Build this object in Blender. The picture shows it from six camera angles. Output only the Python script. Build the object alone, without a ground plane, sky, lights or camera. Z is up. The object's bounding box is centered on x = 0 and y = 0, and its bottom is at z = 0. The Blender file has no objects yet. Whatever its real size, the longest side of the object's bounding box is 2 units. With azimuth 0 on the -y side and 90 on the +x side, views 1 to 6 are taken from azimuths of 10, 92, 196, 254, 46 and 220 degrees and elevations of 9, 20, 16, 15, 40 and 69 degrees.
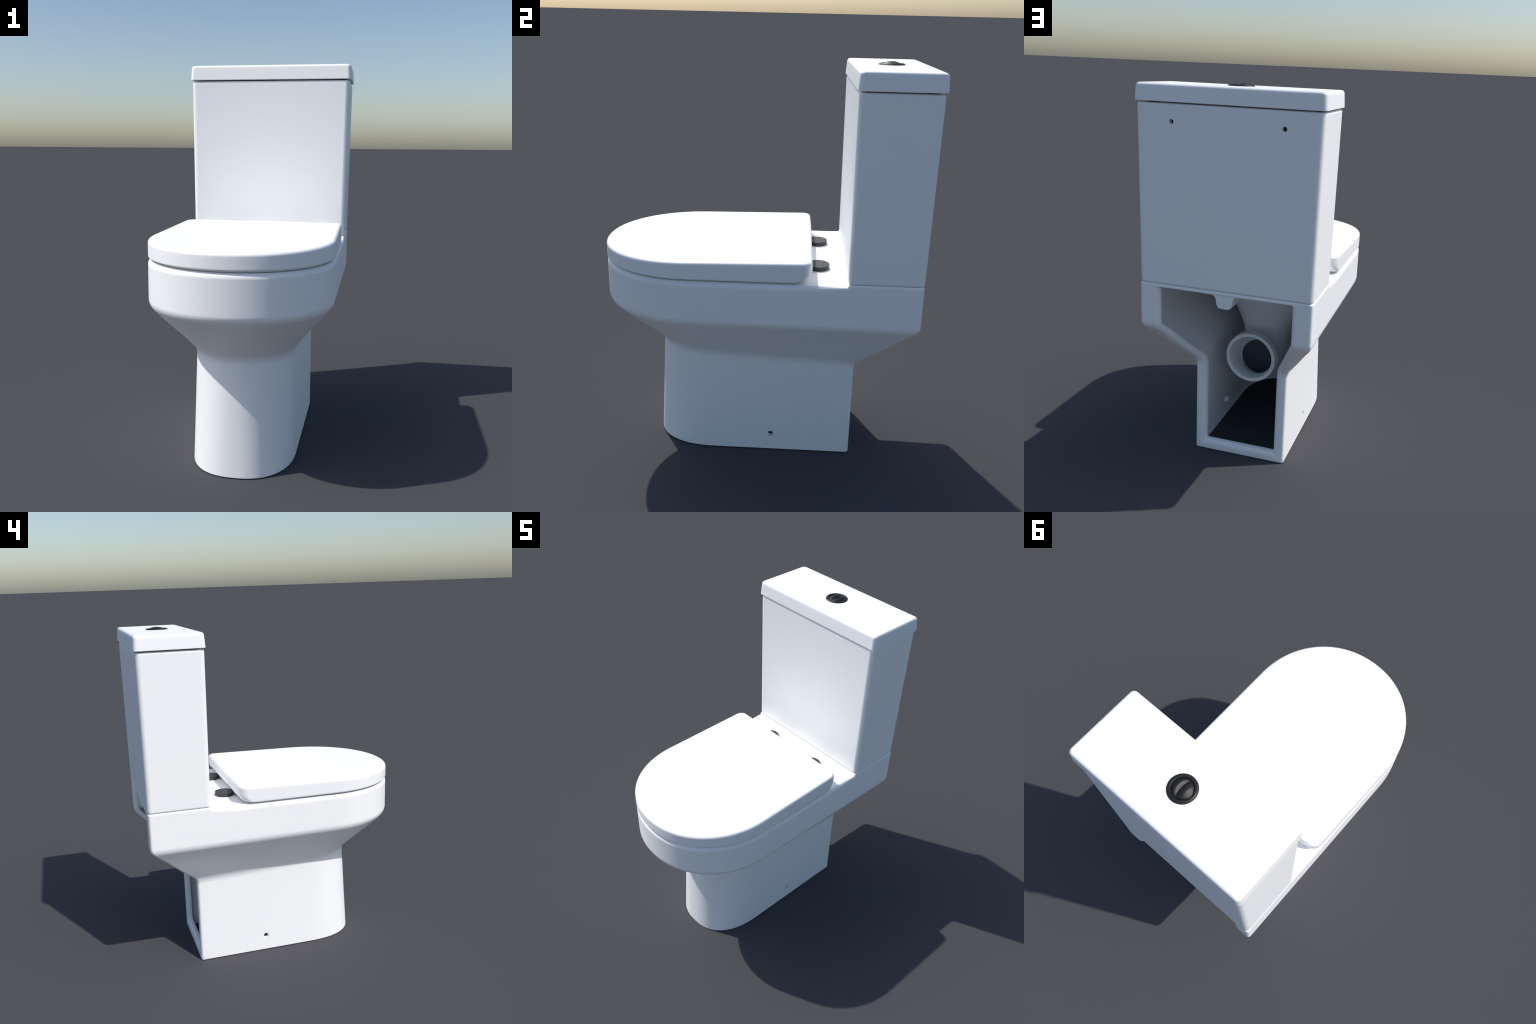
"""Close-coupled ceramic toilet: pan, cistern, cistern lid, flush button, seat and lid."""
import bpy, bmesh, math
from mathutils import Vector

# ------------------------------------------------------------------ helpers
def lerp(a, b, t): return a + (b - a) * t
def clamp(v, a=0.0, b=1.0): return max(a, min(b, v))
def smooth(a, b, v):
    t = clamp((v - a) / (b - a)); return t * t * (3 - 2 * t)

def rounded_polyline(points, radii, seg=8):
    """2D polyline with its inner corners replaced by arcs of the given radii."""
    out = [Vector(points[0])]
    for i in range(1, len(points) - 1):
        p = Vector(points[i]); a = (Vector(points[i - 1]) - p); b = (Vector(points[i + 1]) - p)
        a.normalize(); b.normalize()
        half = a.angle(b) / 2
        r = radii[i - 1]
        cut = r / math.tan(half)
        centre = p + (a + b).normalized() * (r / math.sin(half))
        s, e = p + a * cut - centre, p + b * cut - centre
        sweep = math.atan2(s.x * e.y - s.y * e.x, s.dot(e))
        for k in range(seg + 1):
            t = sweep * k / seg
            out.append(centre + Vector((s.x * math.cos(t) - s.y * math.sin(t), s.x * math.sin(t) + s.y * math.cos(t))))
    out.append(Vector(points[-1]))
    return out

def densify(poly, step):
    out = [poly[0]]
    for a, b in zip(poly, poly[1:]):
        n = max(1, int(math.ceil((b - a).length / step)))
        for k in range(1, n + 1):
            out.append(a.lerp(b, k / n))
    return out

ROOT = bpy.data.objects.new("toilet", None)
bpy.context.scene.collection.objects.link(ROOT)
ROOT["label"] = "white ceramic close-coupled toilet with closed lid and rectangular cistern"
ROOT["category"] = "toilet"

def make(name, bm, mat, parent=None, angle=40):
    bmesh.ops.recalc_face_normals(bm, faces=bm.faces)
    me = bpy.data.meshes.new(name); bm.to_mesh(me); bm.free()
    ob = bpy.data.objects.new(name, me)
    bpy.context.scene.collection.objects.link(ob)
    ob.parent = parent or ROOT
    me.materials.append(mat)
    me.shade_smooth()
    me.set_sharp_from_angle(angle=math.radians(angle))
    return ob

def bridge(bm, r0, r1, skip=None):
    n = len(r0)
    for i in range(n):
        if skip and skip(i): continue
        j = (i + 1) % n
        bm.faces.new((r0[i], r0[j], r1[j], r1[i]))

def loft(name, rings, mat, parent=None, cap0=True, cap1=True, angle=40):
    """Skin a list of closed rings of 3D points."""
    bm = bmesh.new()
    rows = [[bm.verts.new(p) for p in r] for r in rings]
    for a, b in zip(rows, rows[1:]): bridge(bm, a, b)
    if cap0: bm.faces.new(rows[0])
    if cap1: bm.faces.new(rows[-1])
    return make(name, bm, mat, parent, angle)

def rounded_rectangle(hw, y0, y1, r, z, seg=6, edge=5):
    """Closed ring of a rounded rectangle centred on x = 0."""
    pts = []
    for cx, cy, a0 in ((hw - r, y0 + r, -90), (hw - r, y1 - r, 0), (-hw + r, y1 - r, 90), (-hw + r, y0 + r, 180)):
        for k in range(seg + 1):
            a = math.radians(a0 + 90 * k / seg)
            pts.append(Vector((cx + r * math.cos(a), cy + r * math.sin(a), z)))
    return pts

def lathe(name, profile, mat, loc, parent=None, seg=48, axis='Z', angle=40, closed=False):
    """Turn a (radius, height) profile about an axis through loc."""
    bm = bmesh.new(); rows = []
    for r, h in profile:
        row = []
        for k in range(seg):
            a = 2 * math.pi * k / seg
            c, s = r * math.cos(a), r * math.sin(a)
            p = {'Z': (c, s, h), 'Y': (c, h, s), 'X': (h, c, s)}[axis]
            row.append(bm.verts.new(Vector(loc) + Vector(p)))
        rows.append(row)
    for a, b in zip(rows, rows[1:]): bridge(bm, a, b)
    if closed: bridge(bm, rows[-1], rows[0])
    else:
        bm.faces.new(rows[0]); bm.faces.new(rows[-1])
    return make(name, bm, mat, parent, angle)

# ---------------------------------------------------------------- materials
def material(name, colour, rough, vary=0.0, spec=0.5, coat=0.0):
    m = bpy.data.materials.new(name); m.use_nodes = True
    nt = m.node_tree; b = nt.nodes["Principled BSDF"]
    b.inputs["Roughness"].default_value = rough
    b.inputs["Specular IOR Level"].default_value = spec
    b.inputs["Coat Weight"].default_value = coat
    tc = nt.nodes.new("ShaderNodeTexCoord")
    nz = nt.nodes.new("ShaderNodeTexNoise"); nz.inputs["Scale"].default_value = 6.0; nz.inputs["Detail"].default_value = 3.0
    cr = nt.nodes.new("ShaderNodeValToRGB")
    cr.color_ramp.elements[0].position = 0.3; cr.color_ramp.elements[1].position = 0.7
    cr.color_ramp.elements[0].color = [c * (1 - vary) for c in colour] + [1]
    cr.color_ramp.elements[1].color = list(colour) + [1]
    nt.links.new(tc.outputs["Object"], nz.inputs["Vector"])
    nt.links.new(nz.outputs["Fac"], cr.inputs["Fac"])
    nt.links.new(cr.outputs["Color"], b.inputs["Base Color"])
    return m

CERAMIC = material("white_ceramic", (0.99, 0.99, 0.99), 0.5, 0.004)
PLASTIC = material("white_seat_plastic", (0.99, 0.99, 0.99), 0.5, 0.003)
BLACK = material("black_button_plastic", (0.016, 0.016, 0.016), 0.48, 0.05, 0.4)
GREY = material("dark_hinge_cap", (0.036, 0.036, 0.036), 0.5, 0.05)

# ---------------------------------------------------------------- the pan
# One loft: t = 0 is the foot, t = 1 the rim; both are U-shaped plans with a flat back.
PAN_TOP, BEND_HIGH, BEND_LOW, FLARE = 1.033, 0.809, 0.552, 0.19
def pan_top(y):
    """The shelf sits a little lower than the platform that carries the cistern."""
    return lerp(1.020, PAN_TOP, smooth(0.428, 0.436, y))
def tilt(y, z):
    """The flare under the bowl runs slightly uphill towards the front."""
    return -0.036 * y * smooth(0.2, 0.5, z) * (1 - 0.80 * smooth(0.58, 0.78, z)) * (1 - smooth(0.84, 0.99, z))
SIDE = sorted([k / 16 for k in range(1, 17)] + [(y + 0.33) / 1.092 for y in (0.424, 0.427, 0.4295, 0.432, 0.4345, 0.437, 0.445)])
def plan(t, z, inset):
    """Half plan from nose to the middle of the back (x >= 0), as 2D points."""
    foot = clamp(z / 0.55)
    w_front = lerp(lerp(0.2545, 0.242, foot), 0.438, t) - inset
    w_back = lerp(0.256, 0.4395, t) - inset
    y_front = lerp(lerp(-0.533, -0.510, foot), -0.789, t) + inset
    y_mid = lerp(-0.20, -0.33, t)
    y_back = lerp(0.498, 0.778, t) - inset
    n = lerp(lerp(2.4, 2.15, foot), 2.07, t)
    r = max(0.004, 0.016 - inset)
    pts = []
    N = 36
    for k in range(N + 1):
        a = math.pi / 2 * k / N
        pts.append((w_front * math.sin(a) ** (2 / n), y_mid - (y_mid - y_front) * math.cos(a) ** (2 / n)))
    for f in SIDE:
        pts.append((lerp(w_front, w_back, f), lerp(y_mid, y_back - r, f)))
    for k in range(1, 7):
        a = math.pi / 2 * k / 6
        pts.append((w_back - r + r * math.cos(a), y_back - r + r * math.sin(a)))
    return pts, w_back - r, y_back

FRAME_COLS, GAP_COLS = 4, 8
LIP = 0.028                                    # rounding of the frame round the rear opening
GAP_LOW, GAP_HIGH, GAP_CORNER = 0.058 - LIP, 1.019, 0.03
def gap_half(t, z):
    """Half width of the rear opening (outer edge of its rounded lip)."""
    o = lerp(0.256, 0.4395, t) - lerp(0.060, 0.101, t) + LIP
    over = z - (GAP_HIGH - GAP_CORNER)
    if over > 0: o -= GAP_CORNER - math.sqrt(max(0.0, GAP_CORNER ** 2 - over ** 2))
    return o

def ring(t, z, inset, wall):
    """Full closed ring; index 0 is the nose, then the +x side, the back, the -x side."""
    pts, wx, yb = plan(t, z, inset)
    if wall:                                   # the rear flange is thicker than the wall
        yb_in = yb - 0.030
        pts = [(x, min(y, yb_in)) for x, y in pts]; yb = yb_in
    o = min(gap_half(t, z), wx - 0.004)
    for k in range(1, FRAME_COLS + 1): pts.append((lerp(wx, o, k / FRAME_COLS), yb))
    for k in range(1, GAP_COLS + 1): pts.append((lerp(o, 0, k / GAP_COLS), yb))
    full = [(x, y) for x, y in pts] + [(-x, y) for x, y in reversed(pts[1:-1])]
    return [Vector((x, y, z + tilt(y, z))) for x, y in full]

def pan_profile():
    poly = rounded_polyline([(0, 0), (0, BEND_LOW), (FLARE, BEND_HIGH), (FLARE, PAN_TOP)], [0.095, 0.072], 10)
    rows = densify(poly, 0.05)
    def at(z):
        for a, b in zip(rows, rows[1:]):
            if a.y <= z <= b.y: return a.lerp(b, (z - a.y) / max(1e-9, b.y - a.y)).x
        return FLARE
    zs = {round(r.y, 5) for r in rows if GAP_LOW + 0.012 < r.y < GAP_HIGH - GAP_CORNER - 0.005}
    for k in range(7): zs.add(round(GAP_HIGH - GAP_CORNER + GAP_CORNER * math.sin(math.pi / 2 * k / 6), 5))
    zs |= {GAP_LOW, 0.004, 0.03}
    return [(at(z) / FLARE, z) for z in sorted(zs)]

def build_pan():
    bm = bmesh.new()
    rows = pan_profile()
    lo = [i for i, (t, z) in enumerate(rows) if z == GAP_LOW][0]
    hi = len(rows) - 1
    half = 1 + 36 + len(SIDE) + 6 + FRAME_COLS + GAP_COLS          # points on one half, nose to back middle
    g0 = half - 1 - GAP_COLS                                # +x edge of the opening
    full_n = 2 * half - 2
    g1 = full_n - g0
    in_gap = lambda i: g0 <= i < g1
    V = lambda pts: [bm.verts.new(p) for p in pts]
    # outer skin
    outer = [V(ring(0, 0.0, 0.004, False))]
    off = 1
    # rim rounding: wide round the bowl, tight under the cistern
    def rim(y): return lerp(0.024, 0.010, smooth(0.30, 0.44, y))
    for i, (t, z) in enumerate(rows):
        pts = ring(t, z, 0.0, False)
        for p in pts: p.z = min(p.z, pan_top(p.y) - rim(p.y) - 0.0004 * (len(rows) - i))
        outer.append(V(pts))
    for k in range(0, 7):
        a = math.pi / 2 * k / 6
        base, _, _ = plan(1, 0.97, 0)
        r0 = ring(1, 1.0, 0.0, False)
        ins = ring(1, 1.0, 0.03, False)
        row = []
        for p, q in zip(r0, ins):
            r = rim(p.y); f = r * (1 - math.cos(a)) / 0.03
            v = p.lerp(q, f); v.z = pan_top(p.y) - r + r * math.sin(a); row.append(v)
        outer.append(V(row))
    for i, (a, b) in enumerate(zip(outer, outer[1:])):
        row = i - off                                       # lower row index
        bridge(bm, a, b, in_gap if lo <= row < hi else None)
    # top face in strips across the pan, so that shelf and platform stay flat
    top, c = outer[-1], 36 + len(SIDE) + 6
    at = lambda i: top[i % full_n]
    bm.faces.new((at(0), at(1), at(-1)))
    for i in range(1, c - 1): bm.faces.new((at(i), at(i + 1), at(-i - 1), at(-i)))
    bm.faces.new([top[i] for i in range(c - 1, full_n - c + 2)])
    # inner skin
    inner = [V(ring(t, z if i else 0.0, 0.012 if i else 0.026, True)) for i, (t, z) in enumerate(rows)]
    for i, (a, b) in enumerate(zip(inner, inner[1:])):
        bridge(bm, a, b, in_gap if lo <= i < hi else None)
    ceil = [inner[-1]]
    for ins in (0.05, 0.12, 0.2):
        ceil.append(V([Vector((p.x, p.y, GAP_HIGH + 0.003)) for p in ring(1, 1.0, ins, True)]))
        bridge(bm, ceil[-2], ceil[-1])
    bm.faces.new(ceil[-1])
    bridge(bm, outer[0], inner[0])                          # ring that stands on the floor
    # rounded lip from outer to inner skin round the opening
    def loop(skin, o):
        up = [skin[r + o][g0] for r in range(lo, hi + 1)]
        top = [skin[hi + o][i] for i in range(g0 + 1, g1 + 1)]
        down = [skin[r + o][g1] for r in range(hi - 1, lo - 1, -1)]
        bot = [skin[lo + o][i] for i in range(g1 - 1, g0, -1)]
        return up + top + down + bot
    lo_out, lo_in = loop(outer, off), loop(inner, 0)
    n = len(lo_out)
    flat = [Vector((v.co.x, v.co.z)) for v in lo_out]
    inward = []
    for i in range(n):
        a = (flat[i] - flat[i - 1]).normalized(); b = (flat[(i + 1) % n] - flat[i]).normalized()
        # loop runs up the +x side, across the top, down: interior is on the left
        na, nb = Vector((-a.y, a.x)), Vector((-b.y, b.x))
        m = (na + nb); m.normalize()
        m = m / max(0.5, m.dot(na))
        if m.y < 0: m.y *= 0.25                              # the top lip is thin
        inward.append(m)
    prev = lo_out
    for k in range(1, 7):
        a = math.pi / 2 * k / 6
        d, e = LIP * math.sin(a), LIP * 0.9 * (1 - math.cos(a))
        cur = [bm.verts.new((v.co.x + m.x * d, v.co.y - e, v.co.z + m.y * d)) for v, m in zip(lo_out, inward)]
        bridge(bm, prev, cur); prev = cur
    for d, dy in ((LIP, 0.010), (LIP * 0.7, 0.003)):
        cur = [bm.verts.new((v.co.x + m.x * d, v.co.y + dy, v.co.z + m.y * d)) for v, m in zip(lo_in, inward)]
        bridge(bm, prev, cur); prev = cur
    bridge(bm, prev, lo_in)
    return make("pan", bm, CERAMIC, angle=50)

pan = build_pan()

def drill(target, name, loc, radius, depth, axis):
    """Cut a round hole with a boolean and drop the cutter."""
    cut = lathe(name, [(radius, -depth), (radius, depth)], CERAMIC, loc, seg=24, axis=axis)
    md = target.modifiers.new("hole", 'BOOLEAN'); md.object = cut; md.operation = 'DIFFERENCE'; md.solver = 'EXACT'
    dg = bpy.context.evaluated_depsgraph_get(); dg.update()
    me = bpy.data.meshes.new_from_object(target.evaluated_get(dg))
    target.modifiers.clear(); old = target.data; nm = old.name
    target.data = me; bpy.data.meshes.remove(old); me.name = nm
    cm = cut.data; bpy.data.objects.remove(cut); bpy.data.meshes.remove(cm)

HOLE_Y, HOLE_Z = 0.082, 0.095
for s in (1, -1):
    drill(pan, "cutter", (s * 0.25, HOLE_Y, HOLE_Z), 0.0158, 0.05, 'X')
    lathe("fixing_boss", [(0.0156, 0.0), (0.0156, -s * 0.019), (0.0175, -s * 0.021), (0.0185, -s * 0.019), (0.0185, 0.0)], CERAMIC,
          (s * 0.2475, HOLE_Y, HOLE_Z), seg=24, axis='X', closed=True)

# bowl funnel inside the hollow pan
def funnel():
    rings = []
    for hw, y0, y1, z in ((0.340, -0.70, 0.245, 1.021), (0.325, -0.68, 0.235, 0.93), (0.285, -0.60, 0.21, 0.83),
                          (0.225, -0.49, 0.185, 0.73), (0.155, -0.35, 0.175, 0.62), (0.130, -0.24, 0.175, 0.53),
                          (0.110, -0.17, 0.18, 0.44), (0.085, -0.10, 0.18, 0.365), (0.03, 0.0, 0.1, 0.335)):
        yc, b = (y0 + y1) / 2, (y1 - y0) / 2
        row = []
        for k in range(64):
            a = 2 * math.pi * k / 64; c, q = math.cos(a), math.sin(a)
            row.append(Vector((hw * math.copysign(abs(c) ** 0.75, c), yc + b * math.copysign(abs(q) ** 0.75, q), z)))
        rings.append(row)
    return loft("bowl_funnel", rings, CERAMIC, angle=80)
funnel()

# waste outlet: open socket facing the rear
PIPE_Y, PIPE_Z = 0.345, 0.518
outlet = lathe("waste_outlet", [(0.06, -0.30), (0.110, -0.20), (0.126, -0.12), (0.137, -0.075), (0.1415, -0.05), (0.1425, -0.004), (0.1405, 0.0), (0.1235, 0.0), (0.1215, -0.003),
                       (0.117, -0.06), (0.108, -0.125), (0.104, -0.17), (0.04, -0.24)], CERAMIC, (0, PIPE_Y, PIPE_Z), axis='Y', seg=64, angle=35)
OUTLET_SHADE = material("painted_outlet_shade", (0.05, 0.06, 0.075), 0.35, 0.05)
lathe("outlet_shade_disc", [(0.1045, -0.165), (0.1045, -0.172)], OUTLET_SHADE, (0, PIPE_Y, PIPE_Z - 0.0), outlet, axis='Y', seg=64)  # added dark disc, no water: its colour stands in for shade deep inside
# the outlet dips as it runs in towards the trap
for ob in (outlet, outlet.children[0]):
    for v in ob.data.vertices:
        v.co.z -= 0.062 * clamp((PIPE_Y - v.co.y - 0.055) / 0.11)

# flush inlet lug under the rear shelf
def lug():
    prof = []
    D, HW = 0.069, 0.105
    prof = rounded_polyline([(-HW, 0), (-0.048, 0), (-0.036, -D), (0.036, -D), (0.048, 0), (HW, 0)], [0.028, 0.024, 0.024, 0.028], 8)
    z0 = GAP_HIGH - 0.006
    rings = []
    for y, s in ((0.772, 0.90), (0.771, 0.95), (0.767, 0.985), (0.759, 1.0), (0.50, 1.0)):
        rr = [Vector((x * s, y, z0 + z * s)) for x, z in prof] + [Vector((HW * s, y, z0 + 0.008)), Vector((-HW * s, y, z0 + 0.008))]
        rings.append(rr)
    return loft("flush_inlet", rings, CERAMIC, angle=45)
lug()
for s in (1, -1):
    lathe("cistern_bolt_boss", [(0.05, 0.0), (0.048, -0.008), (0.036, -0.016), (0.001, -0.017)], CERAMIC, (s * 0.23, 0.66, GAP_HIGH + 0.0025), seg=32)

# ---------------------------------------------------------------- cistern
def slab(name, z0, z1, bottom, top, r, r_low, r_high, mat, parent=None, wall=0.0):
    """Tapering rounded box; bottom/top = (half width, y front, y back)."""
    rings = []
    def add(z, inset):
        f = (z - z0) / (z1 - z0)
        hw, ya, yb = (lerp(a, b, f) for a, b in zip(bottom, top))
        rings.append(rounded_rectangle(hw - inset, ya + inset, yb - inset, max(r - inset * 0.6, 0.003), z))
    add(z0, r_low + 0.05)
    for k in range(6):
        a = math.pi / 2 * k / 5; add(z0 + r_low * (1 - math.sin(a)), r_low * (1 - math.cos(a)) if k else r_low)
    rings[1:7] = []
    for k in range(6):
        a = math.pi / 2 * k / 5; add(z0 + r_low * (1 - math.cos(a)), r_low * (1 - math.sin(a)))
    for f in (0.25, 0.5, 0.75): add(lerp(z0 + r_low, z1 - r_high, f), 0)
    for k in range(6):
        a = math.pi / 2 * k / 5; add(z1 - r_high * (1 - math.sin(a)), r_high * (1 - math.cos(a)))
    if wall:                                               # hollow, open at the top
        add(z1, wall); add(lerp(z0, z1, 0.5), wall); add(z0 + wall, wall); add(z0 + wall, wall + 0.08)
    else: add(z1, r_high + 0.05)
    return loft(name, rings, mat, parent, angle=50)

TANK_LOW, TANK_HIGH = 1.034, 1.8985
cistern = slab("cistern", TANK_LOW, TANK_HIGH, (0.4385, 0.428, 0.780), (0.4475, 0.420, 0.7835), 0.026, 0.011, 0.013, CERAMIC, wall=0.03)
for s in (1, -1): drill(cistern, "cutter", (s * 0.269, 0.780, 1.818), 0.0115, 0.06, 'Y')
LID_TOP = 1.985
cistern_lid = slab("cistern_lid", 1.905, LID_TOP, (0.4555, 0.414, 0.791), (0.451, 0.420, 0.787), 0.022, 0.003, 0.014, CERAMIC)
slab("cistern_lid_rebate", 1.87, 1.9065, (0.37, 0.49, 0.71), (0.37, 0.49, 0.71), 0.012, 0.002, 0.002, CERAMIC, cistern_lid)

# ---------------------------------------------------------------- flush button
BX, BY = 0.0, 0.602
ring_ob = lathe("button_ring", [(0.046, -0.006), (0.0455, 0.002), (0.047, 0.0055), (0.050, 0.0072), (0.055, 0.0068), (0.060, 0.0045), (0.0632, 0.0015), (0.0635, -0.002)],
                BLACK, (BX, BY, LID_TOP), closed=True, seg=64, angle=60)
def button():
    """Round dual button: two crested halves with a curved valley between them."""
    bm = bmesh.new(); R = 0.0455; NR, NA = 22, 72
    def h(x, y):
        rr = clamp((x * x + y * y) / R ** 2)
        bend = x - 0.010 * (1 - (y / R) ** 2) + 0.004    # the divide bows towards +x
        u = bend / R
        if u > 0: crest = 1 - abs(u - 0.36) / 0.36 if u < 0.36 else max(0.0, 1 - ((u - 0.36) / 0.62) ** 1.2)
        else: crest = math.sin(clamp(-u / 1.1) * math.pi) ** 0.8
        crest = max(0.0, crest)
        return 0.0015 + (1 - rr) ** 0.6 * (0.004 + 0.0125 * crest) * 0.95
    top = h(0.02, 0.0)
    rows = []
    c = bm.verts.new((BX, BY, LID_TOP + h(0, 0)))
    for i in range(1, NR + 1):
        r = R * i / NR
        rows.append([bm.verts.new((BX + r * math.cos(a), BY + r * math.sin(a), LID_TOP + h(r * math.cos(a), r * math.sin(a))))
                     for a in (2 * math.pi * k / NA for k in range(NA))])
    rows.append([bm.verts.new((v.co.x, v.co.y, LID_TOP - 0.006)) for v in rows[-1]])
    for k in range(NA): bm.faces.new((c, rows[0][k], rows[0][(k + 1) % NA]))
    for a, b in zip(rows, rows[1:]): bridge(bm, a, b)
    bm.faces.new(rows[-1])
    zmax = max(v.co.z for v in bm.verts)
    for v in bm.verts:
        if v.co.z > LID_TOP: v.co.z = LID_TOP + (v.co.z - LID_TOP) * (2.0 - LID_TOP) / (zmax - LID_TOP)
    return make("flush_button", bm, BLACK, ring_ob, angle=35)
ring_ob.name = "button_ring"
button()

# ---------------------------------------------------------------- seat and lid
def seat_plan(inset, y_back, r):
    """Closed U-plan of the seat: elliptic nose, straight sides, round rear corners."""
    hw, yf, ym, n = 0.4375 - inset, -0.790 + inset, -0.33, 2.07
    half = []
    for k in range(41):
        a = math.pi / 2 * k / 40
        half.append((hw * math.sin(a) ** (2 / n), ym - (ym - yf) * math.cos(a) ** (2 / n)))
    hb = hw - 0.004
    for k in range(1, 13): half.append((lerp(hw, hb, k / 12), lerp(ym, y_back - r, k / 12)))
    for k in range(1, 9):
        a = math.pi / 2 * k / 8
        half.append((hb - r + r * math.cos(a), y_back - r + r * math.sin(a)))
    for k in range(1, 7): half.append((lerp(hb - r, 0, k / 6), y_back))
    return half + [(-x, y) for x, y in reversed(half[1:-1])]

LID_REAR, LID_BOTTOM, LID_EDGE = 0.2585, 1.031, 0.017
def lid_top(y): return 1.106 + 0.024 * ((y + 0.785) / 1.04)
def rear_cut(z):                                            # rear wall tucks in towards the bottom
    f = clamp((LID_BOTTOM + 0.055 - z) / 0.055)
    return 0.055 * (1 - math.sqrt(max(0.0, 1 - f * f)))
def seat_lid():
    rings = []
    def add(f, inset, top=False, crown=0.0):
        z_ref = lerp(LID_BOTTOM, 1.12, f)
        pts = seat_plan(inset, LID_REAR - inset - (0 if top else rear_cut(z_ref)), max(0.046 - inset, 0.006))
        rings.append([Vector((x, y, lerp(LID_BOTTOM, lid_top(y) - LID_EDGE, f) + crown)) for x, y in pts])
    add(0.0, 0.06); 
    for k in range(4):
        a = math.pi / 2 * k / 3; add(0.07 * (1 - math.cos(a)), 0.006 * (1 - math.sin(a)))
    for f in (0.15, 0.25, 0.35, 0.45, 0.55, 0.65, 0.8): add(f, 0)
    for k in range(7):
        a = math.pi / 2 * k / 6; add(1, LID_EDGE * (1 - math.cos(a)), True, LID_EDGE * math.sin(a) * 0.86)
    for ins, c in ((0.04, 0.0156), (0.07, 0.0163), (0.12, 0.0168), (0.2, 0.017), (0.28, 0.0172)): add(1, ins, True, c)
    return loft("seat_lid", rings, PLASTIC, angle=50)
lid_ob = seat_lid()

def seat():
    rings = []
    for z, ins in ((1.0215, 0.06), (1.0215, 0.024), (1.024, 0.020), (1.05, 0.020)):
        rings.append([Vector((x, y, z)) for x, y in seat_plan(ins, 0.185, 0.05)])
    return loft("seat", rings, PLASTIC)
seat()

def hinge_bar():
    """Rounded bar along the rear of the seat, just proud of the lid's rear wall."""
    prof = rounded_polyline([(0.15, 1.0335), (0.218, 1.0335), (0.2625, 1.064), (0.2625, 1.101), (0.15, 1.101)], [0.03, 0.02, 0.005], 6)
    rings = []
    for x, s in ((-0.372, 0.93), (-0.368, 0.98), (-0.362, 1.0), (0.362, 1.0), (0.368, 0.98), (0.372, 0.93)):
        rings.append([Vector((x, lerp(0.2, p.x, s), lerp(1.07, p.y, s))) for p in prof])
    return loft("hinge_bar", rings, PLASTIC, angle=45)
hinge_bar()

cap_profile = [(0.0555, 0.0), (0.0555, 0.0235)]
first = lathe("hinge_cap", cap_profile, GREY, (0, 0, 0), seg=56)
first.location = (0.190, 0.2945, pan_top(0.29))
other = first.copy(); other.location = (-0.190, 0.2945, pan_top(0.29))
bpy.context.scene.collection.objects.link(other)

# area-weighted normals keep the large faces flat beside their rounded edges
for ob in list(bpy.data.objects):
    if ob.type != 'MESH' or ob.data.users > 1 and ob is other: continue
    ob.data.set_sharp_from_angle(angle=math.radians(45))
    md = ob.modifiers.new("weighted", 'WEIGHTED_NORMAL'); md.keep_sharp = True; md.weight = 80
